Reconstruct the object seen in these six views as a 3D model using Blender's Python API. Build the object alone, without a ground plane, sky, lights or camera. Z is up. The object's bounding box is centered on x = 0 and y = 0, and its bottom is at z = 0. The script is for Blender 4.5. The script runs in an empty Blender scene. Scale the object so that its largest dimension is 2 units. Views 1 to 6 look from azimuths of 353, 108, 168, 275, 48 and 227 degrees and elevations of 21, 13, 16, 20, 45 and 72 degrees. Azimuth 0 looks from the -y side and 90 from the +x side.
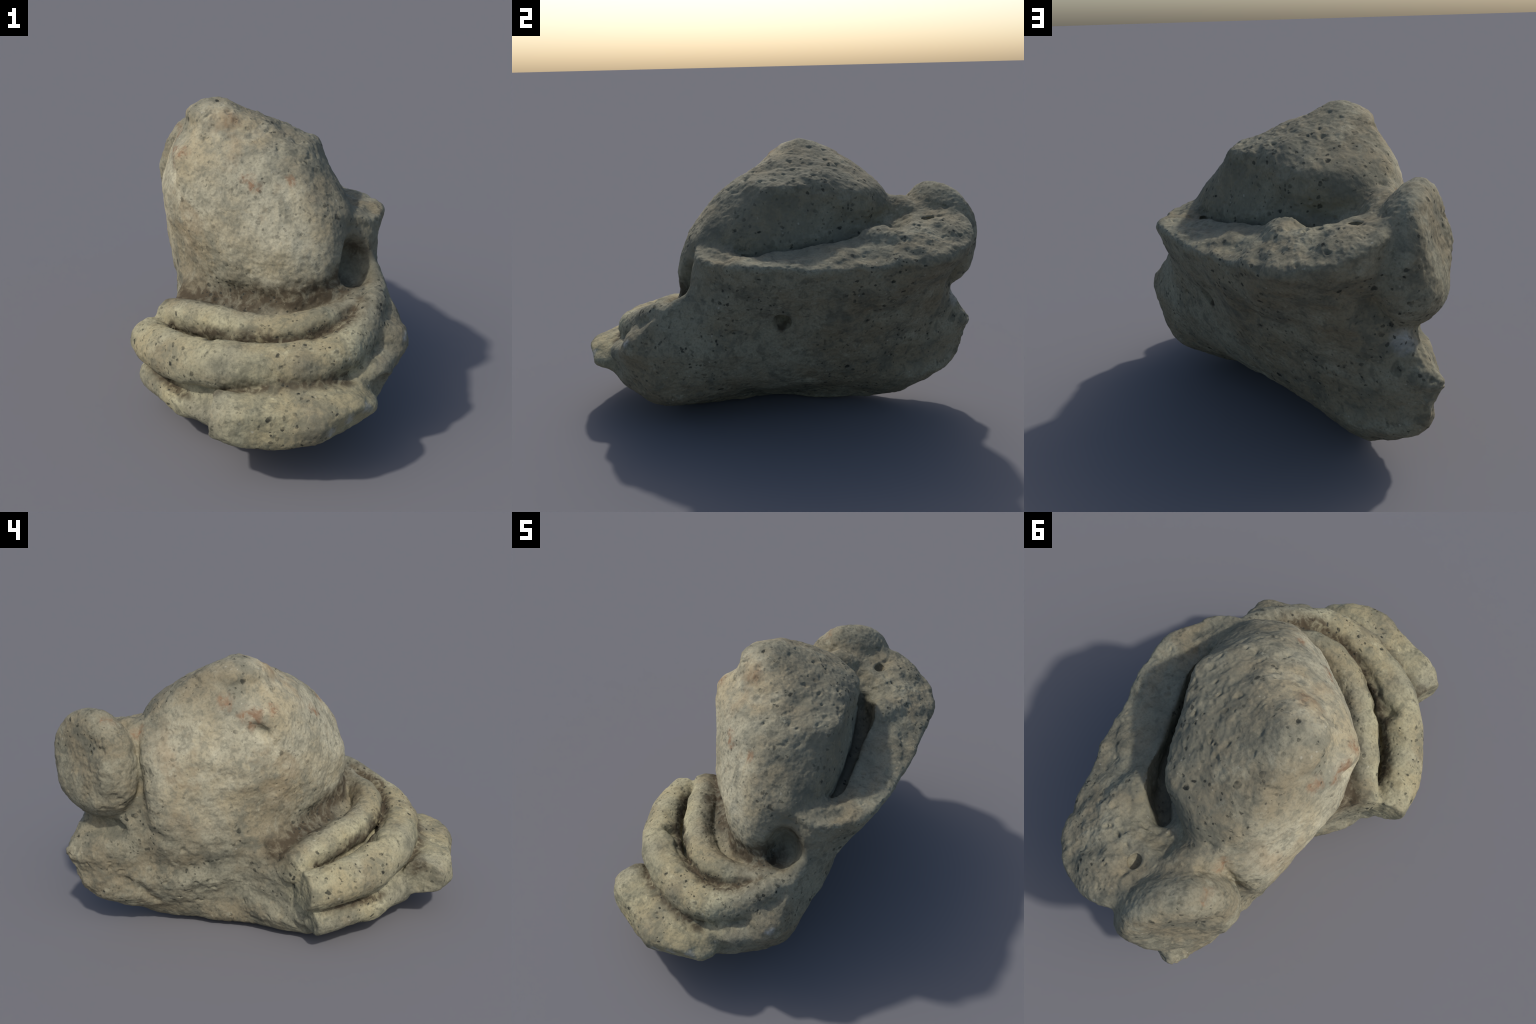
# Weathered carved-stone fragment: a rounded dome rising out of a block with a
# curved outer wall, a broken-off knob at the back and heavy rolled folds in front.
# The body is described by plan sections, fold spines and hollows that are blended
# into one solid, skinned as one surface and then separated into its parts.
import math
import numpy as np

H = 0.009                                     # size of the skinning cell (m)
LO = np.array([-0.72, -1.06, -0.045])
HI = np.array([0.72, 1.06, 1.43])

# ---------------------------------------------------------------- plan sections
# each entry: height, centre of the section, control points of its outline
BASE_SECTIONS = [
    (-0.03, (-0.10, -0.10), [(-.17, .44), (-.19, .30), (-.27, .03), (-.34, -.20), (-.28, -.38), (-.05, -.48),
                             (.14, -.48), (.18, -.40), (.02, -.10), (-.08, .20), (-.12, .40)]),
    (0.03, (-0.12, -0.08), [(-.21, .63), (-.25, .36), (-.32, .06), (-.43, -.25), (-.34, -.45), (-.05, -.58),
                            (.20, -.59), (.31, -.48), (.03, -.10), (-.06, .20), (-.08, .46), (-.15, .65)]),
    (0.10, (-0.10, -0.05), [(-.26, .78), (-.30, .68), (-.285, .46), (-.31, .12), (-.44, -.11), (-.51, -.30), (-.40, -.48),
                            (-.24, -.71), (0.0, -.765), (.20, -.75), (.36, -.62), (.45, -.50), (.41, -.34), (.16, -.10),
                            (.04, .21), (.0, .48), (-.10, .70)]),
    (0.17, (-0.08, -0.03), [(-.29, .90), (-.345, .80), (-.325, .47), (-.32, .11), (-.405, -.10), (-.50, -.29), (-.39, -.50),
                            (-.23, -.76), (0.0, -.82), (.20, -.82), (.38, -.74), (.49, -.58), (.56, -.39), (.32, -.13),
                            (.185, .19), (.05, .50), (-.06, .72), (-.14, .80)]),
    (0.25, (-0.06, -0.02), [(-.32, .97), (-.37, .87), (-.335, .72), (-.365, .48), (-.34, .10), (-.40, -.08), (-.48, -.28),
                            (-.38, -.52), (-.20, -.74), (0.0, -.84), (.20, -.88), (.36, -.82), (.45, -.73),
                            (.51, -.60), (.605, -.44), (.44, -.17), (.29, .16), (.11, .49), (-.07, .70), (-.16, .81)]),
    (0.42, (0.0, 0.0), [(-.36, 1.025), (-.385, .89), (-.37, .45), (-.335, .10), (-.395, -.08), (-.42, -.19),
                        (-.26, -.33), (-.11, -.47), (.06, -.56), (.30, -.62), (.50, -.69), (.63, -.595),
                        (.615, -.42), (.54, -.18), (.38, .14), (.22, .46), (.03, .69), (-.10, .80), (-.21, .92)]),
    (0.50, (0.02, 0.02), [(-.30, .945), (-.34, .83), (-.385, .45), (-.355, .10), (-.36, -.10), (-.20, -.20),
                          (-.06, -.34), (.10, -.42), (.30, -.47), (.47, -.54), (.615, -.555), (.595, -.42), (.53, -.16),
                          (.40, .14), (.275, .47), (.08, .70), (-.09, .81), (-.19, .91)]),
    (0.60, (0.04, 0.04), [(-.24, .89), (-.36, .66), (-.37, .35), (-.33, .05), (-.24, -.12), (-.06, -.26),
                          (.16, -.425), (.32, -.43), (.55, -.45), (.545, -.15), (.44, .16), (.345, .47),
                          (.12, .72), (-.02, .83), (-.13, .87)]),
    (0.72, (0.10, 0.10), [(-.12, .87), (-.34, .61), (-.34, .35), (-.33, .05), (-.20, -.20), (.0, -.32),
                          (.22, -.36), (.42, -.35), (.52, -.26), (.565, -.05), (.525, .18), (.45, .36), (.40, .53),
                          (.29, .72), (.07, .85), (-.04, .865)]),
    (0.86, (0.15, 0.20), [(-.04, .97), (-.15, .89), (-.25, .60), (-.28, .30), (-.20, .0), (.0, -.16),
                          (.25, -.24), (.42, -.29), (.53, -.22), (.61, .0), (.58, .20), (.46, .51),
                          (.355, .72), (.275, .89), (.12, .97)]),
    (1.05, (0.15, 0.20), [(-.05, 1.02), (-.17, .90), (-.26, .60), (-.28, .30), (-.20, .0), (.0, -.16),
                          (.25, -.24), (.42, -.29), (.53, -.22), (.615, .02), (.58, .20), (.46, .50),
                          (.345, .75), (.28, .93), (.14, 1.02)]),
]

DOME_SECTIONS = [
    (0.30, (-0.05, 0.08), [(-.36, .20), (-.33, .05), (-.22, -.08), (-.12, -.18), (.05, -.29), (.20, -.36), (.28, -.32),
                           (.33, -.10), (.30, .05), (.22, .18), (.10, .37), (-.02, .49), (-.20, .54), (-.37, .47)]),
    (0.47, (-0.05, 0.08), [(-.375, .20), (-.335, .03), (-.25, -.10), (-.125, -.205), (.05, -.32), (.22, -.405), (.32, -.35),
                           (.36, -.10), (.32, .05), (.235, .18), (.115, .37), (-.02, .50), (-.20, .56), (-.395, .48)]),
    (0.60, (-0.05, 0.08), [(-.41, .20), (-.37, .04), (-.275, -.115), (-.145, -.27), (.055, -.395), (.25, -.445), (.355, -.36),
                           (.39, -.10), (.34, .05), (.25, .18), (.125, .37), (-.02, .50), (-.20, .57), (-.43, .50)]),
    (0.70, (-0.05, 0.08), [(-.425, .20), (-.385, .05), (-.305, -.14), (-.15, -.295), (.07, -.415), (.26, -.455), (.38, -.35),
                           (.40, -.10), (.34, .05), (.25, .17), (.13, .37), (-.005, .49), (-.20, .57), (-.44, .50)]),
    (0.80, (-0.06, 0.08), [(-.435, .20), (-.422, .04), (-.33, -.155), (-.16, -.31), (.08, -.43), (.27, -.44), (.385, -.335),
                           (.41, -.10), (.35, .045), (.265, .17), (.14, .36), (.01, .49), (-.20, .575), (-.44, .50)]),
    (0.95, (-0.06, 0.09), [(-.45, .22), (-.435, .05), (-.36, -.14), (-.20, -.275), (.05, -.37), (.24, -.40), (.395, -.28),
                           (.40, -.10), (.365, .025), (.28, .165), (.16, .34), (.025, .487), (-.16, .56), (-.40, .53)]),
    (1.05, (-0.07, 0.10), [(-.42, .20), (-.42, .03), (-.39, -.13), (-.22, -.22), (-.06, -.28), (.16, -.33), (.295, -.24),
                           (.345, -.08), (.335, .03), (.265, .165), (.155, .355), (.055, .50), (-.15, .575), (-.31, .53), (-.38, .36)]),
    (1.15, (-0.08, 0.12), [(-.385, .20), (-.40, .05), (-.375, -.10), (-.21, -.19), (0.0, -.235), (.13, -.24), (.21, -.165),
                           (.285, -.05), (.32, .06), (.245, .19), (.14, .38), (0.05, .485), (-.16, .51), (-.29, .455), (-.365, .34)]),
    (1.21, (-0.09, 0.12), [(-.36, .15), (-.345, .04), (-.32, -.08), (-.18, -.14), (0.0, -.17), (.13, -.15), (.23, -.07),
                           (.31, .08), (.24, .21), (.09, .335), (-.05, .395), (-.18, .42), (-.31, .365)]),
    (1.26, (-0.12, 0.11), [(-.345, .12), (-.325, .01), (-.285, -.07), (-.15, -.105), (0.0, -.08), (.06, -.03), (.10, .045),
                           (.02, .20), (-.06, .285), (-.14, .345), (-.27, .32)]),
    (1.31, (-0.18, 0.08), [(-.345, .10), (-.325, 0.0), (-.25, -.05), (-.15, -.07), (-.08, -.03), (-.055, .07),
                           (-.10, .17), (-.17, .245), (-.285, .225)]),
    (1.35, (-0.20, 0.07), [(-.30, .07), (-.27, .0), (-.20, -.02), (-.13, .02), (-.11, .07), (-.16, .13), (-.22, .14), (-.28, .12)]),
    (1.376, (-0.20, 0.07), [(-.225, .07), (-.20, .045), (-.175, .07), (-.20, .095)]),
    (1.41, (-0.20, 0.07), [(-.202, .07), (-.20, .068), (-.198, .07), (-.20, .072)]),
]

# heights of the broken upper surface of the outer wall
WALL_TOP = [(.43, -.27, .90), (.50, -.15, .895), (.575, .03, .885), (.53, .28, .885), (.40, .61, .868), (.14, .57, .99),
            (.28, .55, .925), (-.055, .76, 1.0), (.05, .84, .98), (-.03, .98, .962), (.20, .90, .925), (.33, .75, .875), (.37, .36, .90), (.17, .76, .968), (.23, .46, .955), (.03, .57, .93),
            (-.20, .60, 1.055), (.06, .64, .965), (.0, .0, .95), (-.3, .3, 1.0), (.1, -.3, .88), (.08, .98, .935)]

# rolled folds: spine points (x, y, z, radius)
FOLDS = {
    "upper": [(-.51, -.085, .375, .075), (-.44, -.15, .395, .075), (-.345, -.235, .412, .08), (-.225, -.36, .438, .083), (-.11, -.46, .45, .08),
              (.03, -.535, .475, .082), (.12, -.55, .487, .08), (.22, -.535, .51, .077), (.32, -.485, .525, .065), (.41, -.43, .565, .05)],
    "middle": [(-.55, -.10, .31, .095), (-.52, -.20, .315, .096), (-.465, -.36, .32, .098), (-.355, -.52, .345, .10), (-.175, -.65, .38, .10),
               (-.03, -.695, .395, .10), (.09, -.71, .408, .10), (.20, -.70, .415, .097), (.30, -.66, .447, .093), (.40, -.57, .50, .082),
               (.46, -.475, .565, .06), (.49, -.40, .59, .045)],
    "lower": [(-.31, -.77, .24, .085), (-.20, -.835, .245, .087), (-.10, -.90, .258, .092), (.05, -.92, .272, .09), (.18, -.90, .27, .075),
              (.29, -.86, .285, .06)],
    "bottom": [(-.53, -.18, .15, .068), (-.50, -.27, .15, .068), (-.425, -.43, .155, .07), (-.325, -.56, .155, .068), (-.20, -.70, .165, .06)],
}
FILL = [(-.15, -.77, .24, .07), (0.0, -.80, .29, .075), (.17, -.785, .295, .08), (.33, -.745, .30, .07)]   # shelf behind the lower fold


# ---------------------------------------------------------------- small tools
def smin(a, b, k):
    h = np.clip(0.5 + 0.5 * (b - a) / k, 0, 1)
    return b + (a - b) * h - k * h * (1 - h)


def smax(a, b, k):
    return -smin(-a, -b, k)


def hash3(i, j, k, seed):
    n = (i.astype(np.int64) * 374761393 + j.astype(np.int64) * 668265263 + k.astype(np.int64) * 2147483647 + seed * 1274126177) & 0xFFFFFFFF
    n = ((n ^ (n >> 13)) * 1274126177) & 0xFFFFFFFF
    n = ((n ^ (n >> 16)) * 2246822519) & 0xFFFFFFFF
    return ((n ^ (n >> 15)) & 0xFFFFFF).astype(np.float32) / np.float32(0xFFFFFF)


def value_noise(p, freq, seed):
    q = p * freq
    i = np.floor(q).astype(np.int64)
    f = (q - i).astype(np.float32)
    f = f * f * f * (f * (f * 6 - 15) + 10)
    out = 0
    for dx in (0, 1):
        wx = f[:, 0] if dx else 1 - f[:, 0]
        for dy in (0, 1):
            wy = f[:, 1] if dy else 1 - f[:, 1]
            for dz in (0, 1):
                wz = f[:, 2] if dz else 1 - f[:, 2]
                out = out + wx * wy * wz * hash3(i[:, 0] + dx, i[:, 1] + dy, i[:, 2] + dz, seed)
    return out * 2 - 1


def fractal(p, freq, octaves, seed, gain=0.5):
    a, s = 1.0, 0.0
    for o in range(octaves):
        s = s + a * value_noise(p, freq * 2.03 ** o, seed + 17 * o)
        a *= gain
    return s


def cell_pits(p, freq, seed, share):
    """1 in the middle of scattered round pits, 0 elsewhere"""
    q = p * freq
    base = np.floor(q).astype(np.int64)
    best = np.zeros(len(p), np.float32)
    for dx in (-1, 0, 1):
        for dy in (-1, 0, 1):
            for dz in (-1, 0, 1):
                c = base + np.array([dx, dy, dz])
                hx = [hash3(c[:, 0], c[:, 1], c[:, 2], seed + m) for m in range(5)]
                d = np.sqrt(sum((q[:, m] - c[:, m] - hx[m]) ** 2 for m in range(3)))
                r = 0.16 + 0.30 * hx[4]
                best = np.maximum(best, np.where(hx[3] < share, np.clip(1 - d / r, 0, 1), 0))
    return best


# ---------------------------------------------------------------- solids
def polar_radius(points, centre, angles):
    p = np.array(points, float) - centre
    q = np.roll(p, -1, axis=0)
    r = np.zeros(len(angles))
    for n, a in enumerate(angles):
        d = np.array([math.cos(a), math.sin(a)])
        e = q - p
        det = d[0] * -e[:, 1] + e[:, 0] * d[1]
        with np.errstate(all="ignore"):
            t = (p[:, 0] * -e[:, 1] + e[:, 0] * p[:, 1]) / det
            s = (d[0] * p[:, 1] - d[1] * p[:, 0]) / det
        ok = (t > 0) & (s >= -1e-6) & (s <= 1 + 1e-6) & np.isfinite(t)
        r[n] = t[ok].max() if ok.any() else 0.002
    return r


def stack_of_sections(sections, X, Y, z_axis, round_off=2, soften=2.0):
    """solid lofted through plan outlines; negative inside"""
    n = 144
    ang = np.linspace(-math.pi, math.pi, n, endpoint=False)
    zs = np.array([s[0] for s in sections])
    cs = np.array([s[1] for s in sections])
    R = np.array([polar_radius(s[2], s[1], ang) for s in sections])
    ker = np.exp(-0.5 * (np.arange(-6, 7) / max(round_off, 1e-3)) ** 2)
    ker /= ker.sum()
    R = sum(w * np.roll(R, m, axis=1) for m, w in zip(range(-6, 7), ker))
    fine = np.arange(zs[0] - 0.1, zs[-1] + 0.1, H)
    cf = np.stack([np.interp(fine, zs, cs[:, m]) for m in (0, 1)], 1)
    Rf = np.stack([np.interp(fine, zs, R[:, a]) for a in range(n)], 1)
    kz = np.exp(-0.5 * (np.arange(-8, 9) / soften) ** 2)
    kz /= kz.sum()
    pad = np.pad(Rf, ((8, 8), (0, 0)), mode="edge")
    Rf = sum(w * pad[m:m + len(fine)] for m, w in enumerate(kz))
    dRz = np.gradient(Rf, H, axis=0)
    dRa = (np.roll(Rf, -1, 1) - np.roll(Rf, 1, 1)) / (2 * ang[1] - 2 * ang[0])
    out = np.empty((X.shape[0], Y.shape[1], len(z_axis)), np.float32)
    x, y = X[:, :, 0], Y[:, :, 0]
    for k, z in enumerate(z_axis):
        u = np.clip((z - fine[0]) / H, 0, len(fine) - 1.001)
        i, f = int(u), u - int(u)
        c = cf[i] * (1 - f) + cf[i + 1] * f
        dx, dy = x - c[0], y - c[1]
        rho = np.hypot(dx, dy)
        a = (np.arctan2(dy, dx) + math.pi) / (2 * math.pi) * n
        a0 = np.floor(a).astype(int) % n
        af = a - np.floor(a)
        a1 = (a0 + 1) % n
        pick = lambda T: (T[i] * (1 - f) + T[i + 1] * f)[a0] * (1 - af) + (T[i] * (1 - f) + T[i + 1] * f)[a1] * af
        r = pick(Rf)
        slope = np.sqrt(1 + np.clip(pick(dRz), -6, 6) ** 2 + (pick(dRa) / np.maximum(r, .05)) ** 2)
        out[:, :, k] = (rho - r) / slope
    return out


def spline_points(ctrl, per=10):
    c = np.array(ctrl, float)
    c = np.vstack([2 * c[0] - c[1], c, 2 * c[-1] - c[-2]])
    pts = []
    for i in range(1, len(c) - 2):
        for t in np.linspace(0, 1, per, endpoint=False):
            pts.append(0.5 * (2 * c[i] + (c[i + 1] - c[i - 1]) * t + (2 * c[i - 1] - 5 * c[i] + 4 * c[i + 1] - c[i + 2]) * t * t
                              + (3 * c[i] - c[i - 1] - 3 * c[i + 1] + c[i + 2]) * t ** 3))
    pts.append(c[-2])
    return np.array(pts)


class Field:
    def __init__(self):
        self.ax = [np.arange(LO[m], HI[m], H, dtype=np.float32) for m in range(3)]
        self.X, self.Y, self.Z = np.meshgrid(*self.ax, indexing="ij", sparse=True)
        self.shape = tuple(len(a) for a in self.ax)

    def box(self, lo, hi):
        sl = []
        for m in range(3):
            a = max(0, int((lo[m] - LO[m]) / H))
            b = min(self.shape[m], int((hi[m] - LO[m]) / H) + 2)
            sl.append(slice(a, b))
        return tuple(sl)

    def local(self, sl):
        return self.X[sl[0]], self.Y[:, sl[1]], self.Z[:, :, sl[2]]

    def tube(self, ctrl, pad=0.12, per=8):
        """round bar along a spine; flat ends; returns slice and distance"""
        p = spline_points(ctrl, per)
        r = p[:, 3].max() + pad
        sl = self.box(p[:, :3].min(0) - r, p[:, :3].max(0) + r)
        x, y, z = self.local(sl)
        d = np.full(np.broadcast_shapes(x.shape, y.shape, z.shape), 9.0, np.float32)
        for a, b in zip(p[:-1], p[1:]):
            ab = b[:3] - a[:3]
            L = float(ab @ ab)
            t = np.clip(((x - a[0]) * ab[0] + (y - a[1]) * ab[1] + (z - a[2]) * ab[2]) / L, 0, 1)
            q = np.sqrt((x - a[0] - t * ab[0]) ** 2 + (y - a[1] - t * ab[1]) ** 2 + (z - a[2] - t * ab[2]) ** 2) - (a[3] + (b[3] - a[3]) * t)
            d = np.minimum(d, q)
        return sl, d, p

    def ball(self, c, r, rot=None, pad=0.12):
        """ellipsoid; rot = (yaw, pitch, roll) in degrees"""
        r = np.array(r, float)
        m = r.max() + pad
        sl = self.box(np.array(c) - m, np.array(c) + m)
        x, y, z = self.local(sl)
        x, y, z = x - c[0], y - c[1], z - c[2]
        if rot is not None:
            M = rotation(*rot).T
            x, y, z = (M[i, 0] * x + M[i, 1] * y + M[i, 2] * z for i in range(3))
        k0 = np.sqrt((x / r[0]) ** 2 + (y / r[1]) ** 2 + (z / r[2]) ** 2)
        k1 = np.sqrt((x / r[0] ** 2) ** 2 + (y / r[1] ** 2) ** 2 + (z / r[2] ** 2) ** 2)
        return sl, (k0 * (k0 - 1) / np.maximum(k1, 1e-6)).astype(np.float32)

    def plane(self, sl, point, normal):
        x, y, z = self.local(sl)
        n = np.array(normal, float)
        n /= np.linalg.norm(n)
        return (x - point[0]) * n[0] + (y - point[1]) * n[1] + (z - point[2]) * n[2]


def rotation(yaw, pitch, roll):
    a, b, c = (math.radians(v) for v in (yaw, pitch, roll))
    Rz = np.array([[math.cos(a), -math.sin(a), 0], [math.sin(a), math.cos(a), 0], [0, 0, 1]])
    Ry = np.array([[math.cos(b), 0, math.sin(b)], [0, 1, 0], [-math.sin(b), 0, math.cos(b)]])
    Rx = np.array([[1, 0, 0], [0, math.cos(c), -math.sin(c)], [0, math.sin(c), math.cos(c)]])
    return Rz @ Ry @ Rx


def height_sheet(ctrl, x, y):
    """thin-plate surface through scattered heights"""
    c = np.array(ctrl, float)

    def U(d2):
        return np.where(d2 > 1e-12, d2 * np.log(np.maximum(d2, 1e-12)), 0)
    n = len(c)
    K = U(((c[:, None, :2] - c[None, :, :2]) ** 2).sum(-1)) + 0.002 * np.eye(n)
    P = np.c_[np.ones(n), c[:, :2]]
    A = np.block([[K, P], [P.T, np.zeros((3, 3))]])
    w = np.linalg.solve(A, np.r_[c[:, 2], 0, 0, 0])
    out = w[n] + w[n + 1] * x + w[n + 2] * y
    for i in range(n):
        out = out + w[i] * U((x - c[i, 0]) ** 2 + (y - c[i, 1]) ** 2)
    return out.astype(np.float32)


PARTS = ["base", "wall", "dome", "knob", "upper", "middle", "lower", "bottom"]


def build_solid():
    F = Field()
    base = stack_of_sections(BASE_SECTIONS, F.X, F.Y, F.ax[2], round_off=1.1, soften=2.0)
    top = height_sheet(WALL_TOP, F.X, F.Y)
    gx, gy = np.meshgrid(F.ax[0], F.ax[1], indexing="ij")
    lumps = fractal(np.stack([gx.ravel(), gy.ravel(), 0 * gx.ravel()], 1).astype(float), 5.5, 3, 23).reshape(gx.shape)[:, :, None]
    top = np.clip(top, 0.8, 1.1) + 0.02 * lumps
    base = smax(base, (F.Z - top) * 0.95, 0.03)
    base = smax(base, -F.Z + 0.0 * F.X, 0.04)

    # trough behind the wall, then the deep slit along the dome
    def carve(d, sl, f, k):
        d[sl] = smax(d[sl], -f, k)

    sl, f, _ = F.tube([(.44, -.10, .97, .03), (.46, .02, .965, .05), (.44, .15, .965, .05), (.37, .28, .975, .04), (.30, .36, .985, .025)])
    carve(base, sl, f, .04)
    for dz in np.arange(-.08, .13, .03):
        w = .012 * np.clip((dz + .09) / .12, 0, 1) - .004
        sl, f, _ = F.tube([(.395, -.05, .92 + dz, .02 + w), (.375, .04, .92 + dz, .028 + w), (.315, .155, .92 + dz, .032 + w), (.235, .295, .92 + dz, .036 + w),
                           (.155, .42, .92 + dz, .038 + w), (.09, .51, .93 + dz, .036 + w), (.015, .565, .95 + dz, .028 + w)])
        carve(base, sl, f, .012)

    d = base.copy()
    dome = stack_of_sections(DOME_SECTIONS, F.X, F.Y, F.ax[2], round_off=1.6, soften=2.5)
    dome = smax(dome, .27 - F.Z + 0.0 * F.X, .04)                          # foot inside the block
    dome = smax(dome, F.Z - 1.374 + 0.0 * F.X, .03)
    d = smin(d, dome, .045)

    sl, f = F.ball((-.08, .95, .69), (.12, .10, .09))                       # neck below the knob
    carve(d, sl, f, .05)
    knob = np.full(F.shape, 9.0, np.float32)
    sl, f = F.ball((-.278, .772, .872), (.165, .243, .28), rot=(147, 8, 0))
    f = smax(f, F.plane(sl, (-.392, .825, .82), (-.82, .52, .21)), .06)
    knob[sl] = f
    d = smin(d, knob, .03)
    sl, f = F.ball((-.245, .57, .87), (.085, .07, .19))                       # saddle between dome and knob
    d[sl] = smin(d[sl], f, .03)
    sl, f = F.ball((-.235, .855, .77), (.09, .11, .10))                      # lower swelling of the knob
    d[sl] = smin(d[sl], f, .05)
    sl, f = F.ball((-.14, .80, .88), (.10, .12, .10))                       # web between knob and wall
    d[sl] = smin(d[sl], f, .04)
    sl, f = F.ball((-.32, .69, .455), (.055, .07, .065))                     # lobe below the knob
    d[sl] = smin(d[sl], f, .03)

    fold = {}
    for name, ctrl in FOLDS.items():
        sl, f, p = F.tube(ctrl)
        g = np.full(F.shape, 9.0, np.float32)
        g[sl] = f
        fold[name] = g
    # broken ends of the folds
    whole = tuple(slice(None) for _ in range(3))
    fold["upper"] = smax(fold["upper"], F.plane(whole, (-.45, -.155, .43), (-.80, .60, .05)), .02)
    fold["middle"] = smax(fold["middle"], F.plane(whole, (-.575, -.245, .3), (-.45, .84, .10)), .01)
    fold["lower"] = smax(fold["lower"], F.plane(whole, (-.245, -.83, .25), (-.93, .25, .0)), .01)
    fold["lower"] = smax(fold["lower"] - .012, F.plane(whole, (-.05, -.88, .345), (0, -.22, 1)), .015)
    fold["lower"] = smax(fold["lower"], F.plane(whole, (0, -.97, .27), (-.08, -1, .12)), .02)
    fold["lower"] = smax(fold["lower"], F.plane(whole, (-.25, -.88, .175), (-.34, -.15, -.92)), .015)
    fold["bottom"] = smax(fold["bottom"], F.plane(whole, (-.53, -.27, .15), (-.55, .83, -.1)), .01)
    for name, k in (("upper", .02), ("middle", .012), ("bottom", .02)):
        d = smin(d, fold[name], k)
    # shelf behind the lower fold, both broken off along one face
    shelf = np.full(F.shape, 9.0, np.float32)
    sl, f, _ = F.tube(FILL)
    shelf[sl] = f
    sl, f = F.ball((.20, -.82, .28), (.24, .17, .07), rot=(15, 0, 0))
    shelf[sl] = smin(shelf[sl], f, .03)
    shelf = smax(smin(shelf, fold["lower"], .04), F.plane(whole, (.295, -.935, .285), (.47, -.84, -.28)), .012)
    d = smin(d, shelf, .03)
    for c, r in (((.42, -.68, .36), (.10, .06, .06)), ((.51, -.54, .46), (.08, .07, .07))):
        sl, f = F.ball(c, r)
        d[sl] = smin(d[sl], f, .04)

    # hollows
    def hollow(c, r, k=.03, rot=None):
        sl, f = F.ball(c, r, rot)
        d[sl] = smax(d[sl], -f, k)

    def groove(ctrl, k=.02):
        sl, f, _ = F.tube(ctrl)
        d[sl] = smax(d[sl], -f, k)
    hollow((.405, -.335, .72), (.075, .085, .10), .05, (30, 0, 0))       # pit between dome, wall and folds
    hollow((.42, .155, .575), (.06, .036, .047), .010, (0, 20, 0))
    hollow((.375, .15, .585), (.04, .024, .028), .012)                    # hole in the outer wall
    hollow((.385, -.33, .67), (.055, .065, .075), .06, (35, 20, 0))
    hollow((-.055, .762, 1.0), (.014, .02, .028), .018, (25, 0, 0))                  # hole in the wall top
    hollow((.475, -.735, .285), (.055, .065, .08), .02)                       # gap under the flap
    hollow((-.215, -.545, .47), (.06, .035, .07), .03, (35, 0, 0))        # gap between folds
    hollow((-.437, -.04, 1.055), (.064, .085, .042), .012, (0, 0, 38))
    sl, f = F.ball((-.36, -.06, 1.12), (.035, .055, .028), (0, 0, 25))
    d[sl] = smin(d[sl], f, .04)        # dent in the dome
    hollow((-.36, .76, .562), (.085, .13, .055), .025)                        # undercut of the knob
    groove([(-.40, -.115, .505, .014), (-.29, -.195, .53, .016), (-.17, -.31, .545, .018), (-.06, -.40, .555, .018), (.08, -.47, .57, .018), (.22, -.465, .605, .018)], .05)
    groove([(-.30, -.44, .43, .010), (-.20, -.54, .445, .018), (-.06, -.615, .47, .016), (.08, -.635, .49, .014), (.19, -.635, .515, .014), (.28, -.60, .545, .012), (.36, -.525, .575, .01)], .015)
    groove([(-.415, .46, .53, .012), (-.42, .28, .475, .014), (-.41, .13, .465, .014), (-.37, -.02, .475, .018)], .04)
    groove([(-.37, .33, .16, .015), (-.35, .19, .19, .022), (-.375, .02, .21, .018), (-.44, -.10, .15, .018), (-.46, -.21, .06, .015)], .03)
    groove([(-.40, .78, .52, .015), (-.40, .775, .46, .012)], .03)
    groove([(-.38, .72, .30, .02), (-.36, .59, .24, .02), (-.32, .52, .16, .018)], .03)
    groove([(-.40, .40, .33, .012), (-.405, .22, .35, .014), (-.40, .06, .37, .012)], .04)

    d = smax(d, -.0075 - F.Z + 0.0 * F.X, .03)
    labels = np.stack([base, dome, knob] + [fold[n] for n in FOLDS])
    return F, d, labels


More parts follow.
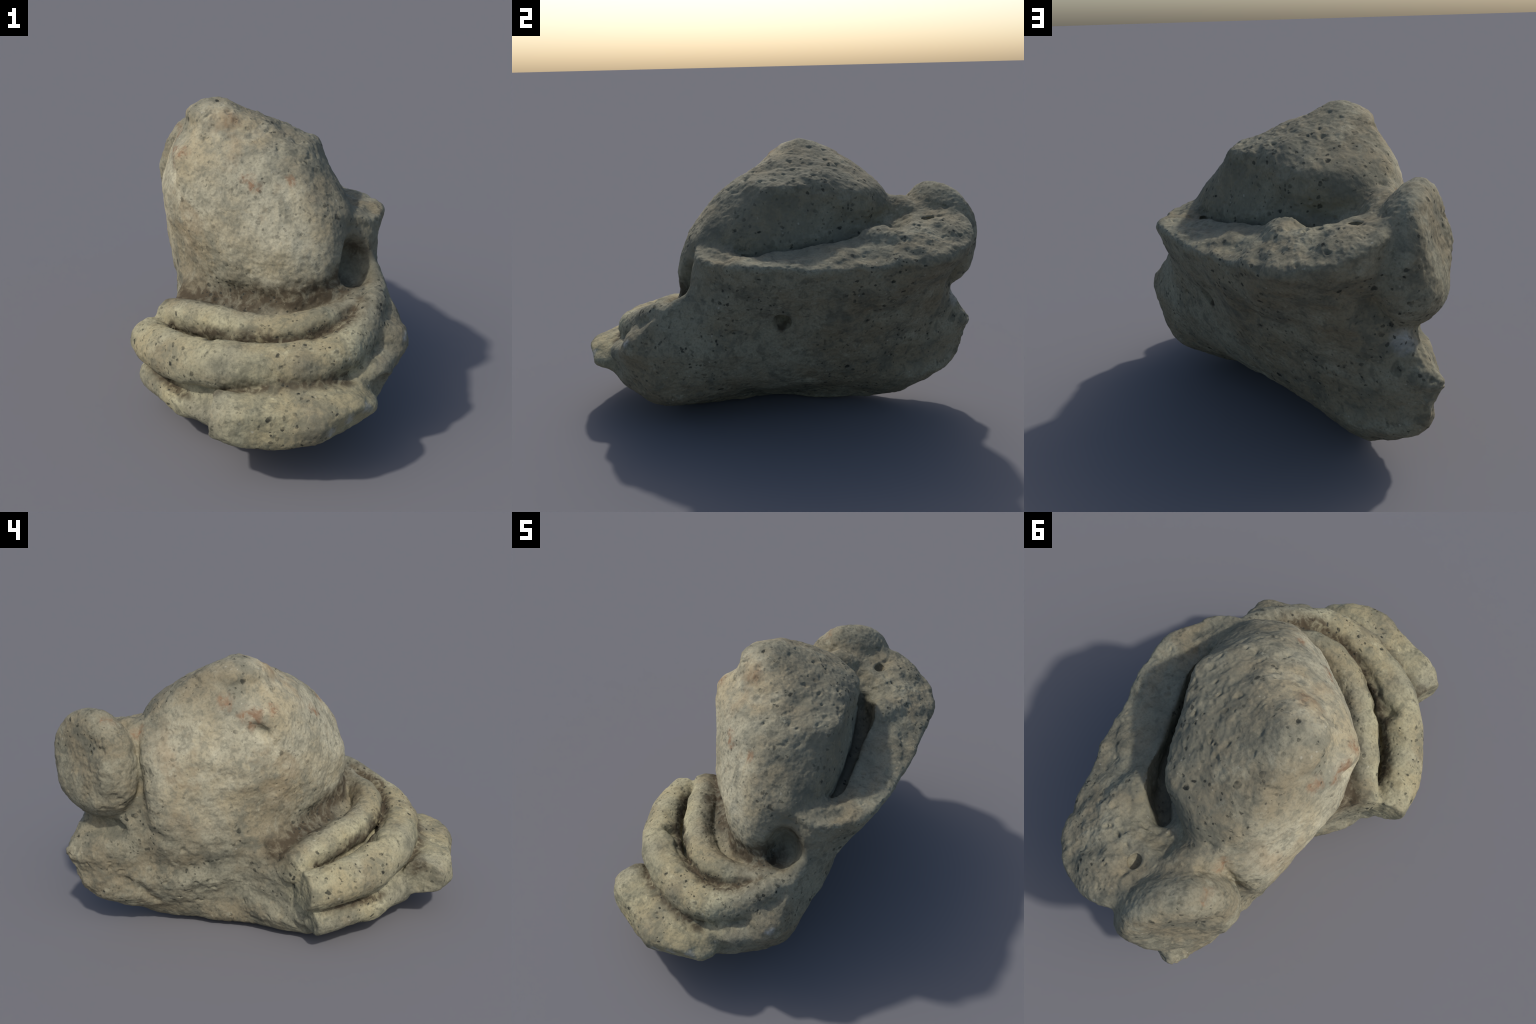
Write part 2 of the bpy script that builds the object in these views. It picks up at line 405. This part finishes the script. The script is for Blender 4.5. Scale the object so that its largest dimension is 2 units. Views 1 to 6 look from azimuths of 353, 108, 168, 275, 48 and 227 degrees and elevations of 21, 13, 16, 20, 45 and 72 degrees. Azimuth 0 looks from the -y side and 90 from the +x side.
def skin(F, d):
    """naive surface nets: one vertex per crossed cell, one quad per crossed edge"""
    s = d < 0
    nx, ny, nz = d.shape
    c = np.zeros((nx - 1, ny - 1, nz - 1), np.uint8)
    for i in (0, 1):
        for j in (0, 1):
            for k in (0, 1):
                c += s[i:nx - 1 + i, j:ny - 1 + j, k:nz - 1 + k]
    act = np.argwhere((c > 0) & (c < 8))
    idx = np.full(c.shape, -1, np.int32)
    idx[act[:, 0], act[:, 1], act[:, 2]] = np.arange(len(act))
    acc = np.zeros((len(act), 3))
    cnt = np.zeros(len(act))
    corners = [(i, j, k) for i in (0, 1) for j in (0, 1) for k in (0, 1)]
    val = {q: d[act[:, 0] + q[0], act[:, 1] + q[1], act[:, 2] + q[2]] for q in corners}
    for a in corners:
        for m in range(3):
            if a[m] == 0:
                b = list(a); b[m] = 1; b = tuple(b)
                va, vb = val[a], val[b]
                x = (va < 0) != (vb < 0)
                t = np.where(x, va / np.where(x, va - vb, 1), 0)
                p = np.array(a, float)[None] + t[:, None] * (np.arange(3) == m)
                acc[x] += p[x]
                cnt[x] += 1
    v = (act + acc / cnt[:, None]) * H + LO
    quads = []
    for m in range(3):
        lo = [slice(1, -1)] * 3
        hi = [slice(1, -1)] * 3
        lo[m] = slice(0, -1)
        hi[m] = slice(1, None)
        a, b = s[tuple(lo)], s[tuple(hi)]
        e = np.argwhere(a != b)
        flip = a[e[:, 0], e[:, 1], e[:, 2]]
        o = e + np.array([0 if t == m else 1 for t in range(3)])
        u, w = [(1, 2), (2, 0), (0, 1)][m]
        U, W = np.eye(3, dtype=int)[u], np.eye(3, dtype=int)[w]
        g = [o - U - W, o - W, o, o - U]
        q = np.stack([idx[t[:, 0], t[:, 1], t[:, 2]] for t in g], 1)
        quads.append(np.where(flip[:, None], q, q[:, ::-1]))
    q = np.vstack(quads)
    return v, q[(q >= 0).all(1)]


# ==== BLENDER
import bpy

SPOTS_ORANGE = [(-.147, -.076, 1.31, .045), (.104, -.303, 1.089, .035), (-.062, -.27, 1.062, .035), (-.10, -.25, 1.09, .03),
                (-.39, .0, 1.13, .055), (-.309, .547, 1.05, .035), (-.36, .12, 1.20, .04), (-.353, .663, 1.11, .035), (-.36, -.10, 1.16, .035)]
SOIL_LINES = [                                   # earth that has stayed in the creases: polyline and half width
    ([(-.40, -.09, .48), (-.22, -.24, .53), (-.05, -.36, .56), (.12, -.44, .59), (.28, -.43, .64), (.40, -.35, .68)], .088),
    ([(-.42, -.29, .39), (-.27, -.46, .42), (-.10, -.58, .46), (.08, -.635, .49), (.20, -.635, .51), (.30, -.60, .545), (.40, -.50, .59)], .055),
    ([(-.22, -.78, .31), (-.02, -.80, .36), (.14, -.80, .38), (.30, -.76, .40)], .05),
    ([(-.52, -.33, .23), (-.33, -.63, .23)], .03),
    ([(.37, -.36, .64), (.41, -.31, .76)], .085),  # near-black brown band inside the pit between dome, wall and folds
    ([(.40, .155, .60), (.40, .15, .55)], .035)]  # dark brown patch inside the hole in the outer wall
SPOTS_PALE = [(-.20, .87, .585, .05), (.20, -.975, .27, .028), (.28, -.94, .30, .028), (.37, -.89, .32, .03), (.60, -.585, .48, .025)]   # fresh chips
SPOTS_ROUGH = [(.14, .10, 1.20, .17), (.02, .26, 1.20, .17), (.24, -.04, 1.10, .16), (.28, .16, .95, .24), (.10, .42, .95, .22), (-.12, .42, 1.12, .16),
               (.36, -.25, .80, .20)]


def node(nt, kind, **inputs):
    n = nt.nodes.new(kind)
    for k, v in inputs.items():
        if hasattr(n, k):
            setattr(n, k, v)
        else:
            n.inputs[k.replace("_", " ")].default_value = v
    return n


class Graph:
    def __init__(self, name):
        self.mat = bpy.data.materials.new(name)
        self.mat.use_nodes = True
        self.nt = self.mat.node_tree
        self.nt.nodes.clear()
        self.pos = self.nt.nodes.new("ShaderNodeTexCoord").outputs["Object"]

    def link(self, a, b):
        self.nt.links.new(a, b)

    def math(self, op, a, b=0.0, clamp=False):
        n = self.nt.nodes.new("ShaderNodeMath")
        n.operation, n.use_clamp = op, clamp
        for s, v in zip(n.inputs, (a, b)):
            if isinstance(v, (int, float)):
                s.default_value = v
            else:
                self.link(v, s)
        return n.outputs[0]

    def ramp(self, v, a, b, lo=0.0, hi=1.0):
        n = self.nt.nodes.new("ShaderNodeMapRange")
        n.interpolation_type = "SMOOTHSTEP"
        for s, x in zip(n.inputs[1:5], (a, b, lo, hi)):
            s.default_value = x
        self.link(v, n.inputs[0])
        return n.outputs[0]

    def noise(self, scale, detail=3.0, rough=0.55, vec=None, distort=0.0):
        n = self.nt.nodes.new("ShaderNodeTexNoise")
        n.inputs["Scale"].default_value = scale
        n.inputs["Detail"].default_value = detail
        n.inputs["Roughness"].default_value = rough
        n.inputs["Distortion"].default_value = distort
        self.link(vec or self.pos, n.inputs["Vector"])
        return n

    def voronoi(self, scale, vec=None):
        n = self.nt.nodes.new("ShaderNodeTexVoronoi")
        n.inputs["Scale"].default_value = scale
        self.link(vec or self.pos, n.inputs["Vector"])
        return n

    def warp(self, scale, amount):
        n = self.noise(scale, 2.0)
        v = self.nt.nodes.new("ShaderNodeVectorMath")
        v.operation = "MULTIPLY_ADD"
        self.link(n.outputs["Color"], v.inputs[0])
        v.inputs[1].default_value = (amount,) * 3
        w = self.nt.nodes.new("ShaderNodeVectorMath")
        w.operation = "SUBTRACT"
        self.link(self.pos, w.inputs[0])
        w.inputs[1].default_value = (amount / 2,) * 3
        self.link(w.outputs[0], v.inputs[2])
        return v.outputs[0]

    def mix(self, f, a, b):
        n = self.nt.nodes.new("ShaderNodeMix")
        n.data_type = "RGBA"
        for s, v in zip((n.inputs["Factor"], n.inputs[6], n.inputs[7]), (f, a, b)):
            if isinstance(v, (int, float)):
                s.default_value = v
            elif isinstance(v, tuple):
                s.default_value = v + (1,) if len(v) == 3 else v
            else:
                self.link(v, s)
        return n.outputs[2]

    def near(self, spots, vec):
        """soft union of round patches"""
        best = None
        for x, y, z, r in spots:
            n = self.nt.nodes.new("ShaderNodeVectorMath")
            n.operation = "DISTANCE"
            self.link(vec, n.inputs[0])
            n.inputs[1].default_value = (x, y, z)
            m = self.ramp(n.outputs["Value"], r * 1.35, r * 0.35)
            best = m if best is None else self.math("MAXIMUM", best, m)
        return best


def along(g, lines, vec):
    """soft bands around polylines"""
    best = None
    for pts, r in lines:
        for a, b in zip(pts[:-1], pts[1:]):
            ab = [b[i] - a[i] for i in range(3)]
            L = sum(c * c for c in ab)
            sub = g.nt.nodes.new("ShaderNodeVectorMath")
            sub.operation = "SUBTRACT"
            g.link(vec, sub.inputs[0])
            sub.inputs[1].default_value = a
            dot = g.nt.nodes.new("ShaderNodeVectorMath")
            dot.operation = "DOT_PRODUCT"
            g.link(sub.outputs[0], dot.inputs[0])
            dot.inputs[1].default_value = [c / L for c in ab]
            t = g.math("MULTIPLY", dot.outputs["Value"], 1.0, clamp=True)
            foot = g.nt.nodes.new("ShaderNodeVectorMath")
            foot.operation = "SCALE"
            foot.inputs[0].default_value = ab
            g.link(t, foot.inputs["Scale"])
            gap = g.nt.nodes.new("ShaderNodeVectorMath")
            gap.operation = "DISTANCE"
            g.link(sub.outputs[0], gap.inputs[0])
            g.link(foot.outputs[0], gap.inputs[1])
            m = g.ramp(gap.outputs["Value"], r * 1.3, r * 0.3)
            best = m if best is None else g.math("MAXIMUM", best, m)
    return best


def specks(g, scale, vec, share, r0, r1):
    v = g.voronoi(scale, vec)
    pick = g.nt.nodes.new("ShaderNodeSeparateColor")
    g.link(v.outputs["Color"], pick.inputs[0])
    on = g.math("LESS_THAN", pick.outputs[0], share)
    size = g.math("ADD", g.math("MULTIPLY", pick.outputs[1], r1 - r0), r0)
    edge = g.math("SUBTRACT", size, v.outputs["Distance"])
    edge = g.math("ADD", edge, g.math("MULTIPLY", g.math("SUBTRACT", g.noise(scale * 2.5, 3.0).outputs["Fac"], 0.5), 0.42))
    return g.math("MULTIPLY", g.math("MULTIPLY", g.ramp(edge, -0.03, 0.12), on), g.ramp(pick.outputs[2], 0.0, 0.7, 0.45, 1.0))


# tones: fresh, grey and warm mineral of the block, of the worn dome face and of the folds
BLOCK = ((.245, .231, .164), (.13, .127, .095), (.22, .188, .122))
PALER = ((.425, .395, .284), (.24, .23, .168), (.385, .33, .21))
FOLDED = ((.385, .355, .226), (.205, .195, .13), (.335, .288, .168))
PALER_AT = [(-.25, -.10, .98, .36), (-.38, .25, .88, .34), (.05, -.36, .86, .28), (-.15, -.10, 1.25, .2)]
FOLDED_AT = [(-.45, -.33, .36, .20), (-.25, -.52, .40, .22), (0.0, -.65, .42, .22), (.22, -.65, .45, .20), (-.05, -.88, .27, .22), (.25, -.86, .30, .18),
             (-.38, -.5, .16, .13)]
DIM = 0.8                                         # factor that dulls a tone


def stone(name):
    g = Graph(name)
    wv = g.warp(16.0, 0.05)
    big = g.noise(2.6, 5.0, 0.62, distort=0.5)
    blot = g.noise(7.5, 5.0, 0.66, vec=g.warp(3.0, 0.25))
    mid = g.noise(24.0, 4.0, 0.62, distort=0.6)
    fine = g.noise(95.0, 3.0, 0.6)
    paler = g.near(PALER_AT, g.warp(3.0, 0.22))
    folded = g.near(FOLDED_AT, g.warp(4.0, 0.15))
    light, dark, warm = (g.mix(folded, g.mix(paler, BLOCK[i], PALER[i]), FOLDED[i]) for i in range(3))

    def scaled(c, k):
        n = g.nt.nodes.new("ShaderNodeVectorMath")
        n.operation = "SCALE"
        g.link(c, n.inputs[0])
        n.inputs["Scale"].default_value = k
        return n.outputs[0]
    col = g.mix(g.ramp(big.outputs["Fac"], 0.40, 0.62), light, warm)
    col = g.mix(g.ramp(blot.outputs["Fac"], 0.49, 0.64, 0.0, 0.75), col, dark)
    col = g.mix(g.ramp(blot.outputs["Fac"], 0.45, 0.30, 0.0, 0.7), col, scaled(light, 1.28))
    col = g.mix(g.ramp(mid.outputs["Fac"], 0.50, 0.68, 0.0, 0.6), col, scaled(dark, DIM))
    col = g.mix(g.ramp(mid.outputs["Fac"], 0.42, 0.28, 0.0, 0.45), col, scaled(warm, 1.3))
    col = g.mix(g.ramp(fine.outputs["Fac"], 0.42, 0.72, 0.0, 0.35), col, scaled(dark, 0.6))
    rough = g.math("MULTIPLY", g.near(SPOTS_ROUGH, g.warp(6.0, 0.16)), g.ramp(mid.outputs["Fac"], 0.35, 0.62, 0.35, 0.75))
    col = g.mix(rough, col, (.17, .162, .118))
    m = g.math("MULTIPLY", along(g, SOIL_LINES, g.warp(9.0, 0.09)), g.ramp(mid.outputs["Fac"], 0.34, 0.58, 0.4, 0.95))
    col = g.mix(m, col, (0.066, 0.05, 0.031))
    m = g.math("MULTIPLY", g.near(SPOTS_ORANGE, g.warp(20.0, 0.09)), g.ramp(mid.outputs["Fac"], 0.42, 0.60, 0.2, 0.85))
    col = g.mix(m, col, (0.235, 0.14, 0.08))
    ochre = g.ramp(g.noise(4.5, 4.0, 0.6).outputs["Fac"], 0.53, 0.68, 0.0, 0.55)
    col = g.mix(g.math("MULTIPLY", ochre, paler), col, (0.27, 0.20, 0.115))
    m = g.math("MULTIPLY", g.near(SPOTS_PALE, g.warp(18.0, 0.05)), g.ramp(mid.outputs["Fac"], 0.30, 0.60, 0.75, 0.3))
    col = g.mix(m, col, (0.43, 0.43, 0.40))
    s1 = specks(g, 24.0, wv, 0.42, 0.04, 0.36)
    s2 = specks(g, 46.0, wv, 0.62, 0.06, 0.42)
    s3 = specks(g, 10.0, g.warp(10.0, 0.14), 0.34, 0.06, 0.34)
    where = g.ramp(g.noise(3.6, 3.0).outputs["Fac"], 0.40, 0.58, 0.2, 1.1)
    where = g.math("MULTIPLY", where, g.ramp(paler, 0.0, 1.0, 1.0, 0.5))
    soft = g.ramp(mid.outputs["Fac"], 0.30, 0.55, 0.45, 1.0)
    sp = g.math("MAXIMUM", g.math("MULTIPLY", s1, 0.95), g.math("MULTIPLY", s2, 0.8))
    sp = g.math("MULTIPLY", g.math("MULTIPLY", sp, where), soft, clamp=True)
    col = g.mix(g.math("MULTIPLY", s3, g.math("MULTIPLY", soft, 0.6)), col, scaled(dark, 0.66))
    col = g.mix(sp, col, (0.03, 0.031, 0.025))
    w1 = specks(g, 40.0, g.warp(9.0, 0.06), 0.12, 0.04, 0.24)
    col = g.mix(g.math("MULTIPLY", w1, 0.45), col, (0.42, 0.40, 0.32))
    height = g.math("ADD", g.math("MULTIPLY", fine.outputs["Fac"], 0.5), g.math("MULTIPLY", mid.outputs["Fac"], 0.8))
    height = g.math("SUBTRACT", height, g.math("MULTIPLY", sp, 0.9))
    b = g.nt.nodes.new("ShaderNodeBump")
    b.inputs["Strength"].default_value = 0.4
    b.inputs["Distance"].default_value = 0.006
    g.link(height, b.inputs["Height"])
    p = g.nt.nodes.new("ShaderNodeBsdfPrincipled")
    p.inputs["Roughness"].default_value = 0.92
    p.inputs["Specular IOR Level"].default_value = 0.2
    g.link(col, p.inputs["Base Color"])
    g.link(b.outputs[0], p.inputs["Normal"])
    o = g.nt.nodes.new("ShaderNodeOutputMaterial")
    g.link(p.outputs[0], o.inputs[0])
    return g.mat


def vertex_normals(v, q):
    a, b, c, e = (v[q[:, i]] for i in range(4))
    n = np.cross(c - a, e - b)
    out = np.zeros_like(v)
    for m in range(4):
        for t in range(3):
            out[:, t] += np.bincount(q[:, m], n[:, t], len(v))
    return out / np.maximum(np.linalg.norm(out, axis=1, keepdims=True), 1e-12)


def refine(v, q):
    """one Catmull-Clark step by Blender's own subdivision"""
    me = bpy.data.meshes.new("skin")
    me.from_pydata(v.tolist(), [], q.tolist())
    ob = bpy.data.objects.new("skin", me)
    bpy.context.scene.collection.objects.link(ob)
    mod = ob.modifiers.new("s", "SUBSURF")
    mod.levels = mod.render_levels = 1
    dg = bpy.context.evaluated_depsgraph_get()
    ev = ob.evaluated_get(dg).to_mesh()
    w = np.empty(len(ev.vertices) * 3, np.float32)
    ev.vertices.foreach_get("co", w)
    f = np.empty(len(ev.loops), np.int32)
    ev.loops.foreach_get("vertex_index", f)
    ob.evaluated_get(dg).to_mesh_clear()
    bpy.data.objects.remove(ob)
    bpy.data.meshes.remove(me)
    return w.reshape(-1, 3).astype(float), f.reshape(-1, 4)


def sample(F, A, v):
    i = np.clip(np.rint((v - LO) / H).astype(int), 0, np.array(F.shape) - 1)
    return A[..., i[:, 0], i[:, 1], i[:, 2]]


def bell(p, c, r):
    return np.exp(-(((p - np.array(c)) / np.array(r)) ** 2).sum(1))


def weather(v, n):
    """lumps, pits and broken relief along the normal"""
    broken = np.clip(bell(v, (.05, .1, 1.22), (.27, .33, .14)) + bell(v, (.1, .75, .98), (.35, .35, .08)) + bell(v, (.5, .1, .88), (.12, .45, .06))
                     + bell(v, (-.40, .45, .2), (.1, .55, .22)) + bell(v, (-.44, .75, .88), (.07, .25, .3)) + bell(v, (-.3, .93, .35), (.15, .1, .25)), 0, 1)
    patch = np.clip(0.5 + 0.9 * fractal(v, 3.5, 2, 63), 0, 1)
    h = 0.009 * fractal(v, 4.5, 2, 3) + 0.0045 * fractal(v, 13.0, 3, 41) + 0.0012 * fractal(v, 70.0, 2, 19)
    h += broken * (0.009 * fractal(v, 8.0, 2, 57) + 0.006 * fractal(v, 20.0, 3, 91) - 0.003 * np.abs(fractal(v, 30.0, 2, 7)))
    strata = bell(v, (-.38, .35, .22), (.12, .60, .20))
    h += strata * 0.022 * (fractal(v * np.array([1.0, 0.30, 1.4]), 5.5, 2, 133) - 0.3)
    h -= (0.006 + 0.010 * broken) * cell_pits(v + 0.012 * fractal(v, 25.0, 2, 9)[:, None], 20.0, 5, 0.16 + 0.35 * broken)
    h -= 0.004 * (0.3 + 0.7 * patch) * cell_pits(v, 46.0, 77, 0.14 + 0.10 * broken)
    return v + n * h[:, None]


def build():
    F, d, lab = build_solid()
    v, q = skin(F, d)
    v, q = refine(v, q)
    part = sample(F, lab, v)
    v = weather(v, vertex_normals(v, q))
    v[:, 2] -= v[:, 2].min()
    n = vertex_normals(v, q)
    kind = part[:, q].mean(2).argmin(0)
    kind = np.where(kind == 0, 0, kind + 1)
    fc = v[q].mean(1)
    outer = (kind == 0) & (fc[:, 0] * 0.86 + fc[:, 1] * 0.5 > 0.06 + 0.25 * np.clip(0.45 - fc[:, 2], 0, .45)) & (fc[:, 1] > -0.62)
    kind[outer] = 1
    material = stone("weathered_stone")
    spec = ["base", "outer_wall", "dome", "knob", "fold", "fold", "fold", "fold"]
    thing = bpy.data.objects.new("stone_fragment", None)
    bpy.context.scene.collection.objects.link(thing)
    thing["label"] = "weathered grey carved stone fragment with dome, knob and folds"
    thing["category"] = "stone fragment"
    for k, name in enumerate(spec):
        f = q[kind == k]
        if not len(f):
            continue
        used, inv = np.unique(f, return_inverse=True)
        me = bpy.data.meshes.new(name)
        me.from_pydata(v[used].tolist(), [], inv.reshape(-1, 4).tolist())
        me.materials.append(material)
        me.polygons.foreach_set("use_smooth", [True] * len(me.polygons))
        me.normals_split_custom_set_from_vertices(n[used].tolist())
        ob = bpy.data.objects.new(name, me)
        ob.parent = thing
        bpy.context.scene.collection.objects.link(ob)


build()
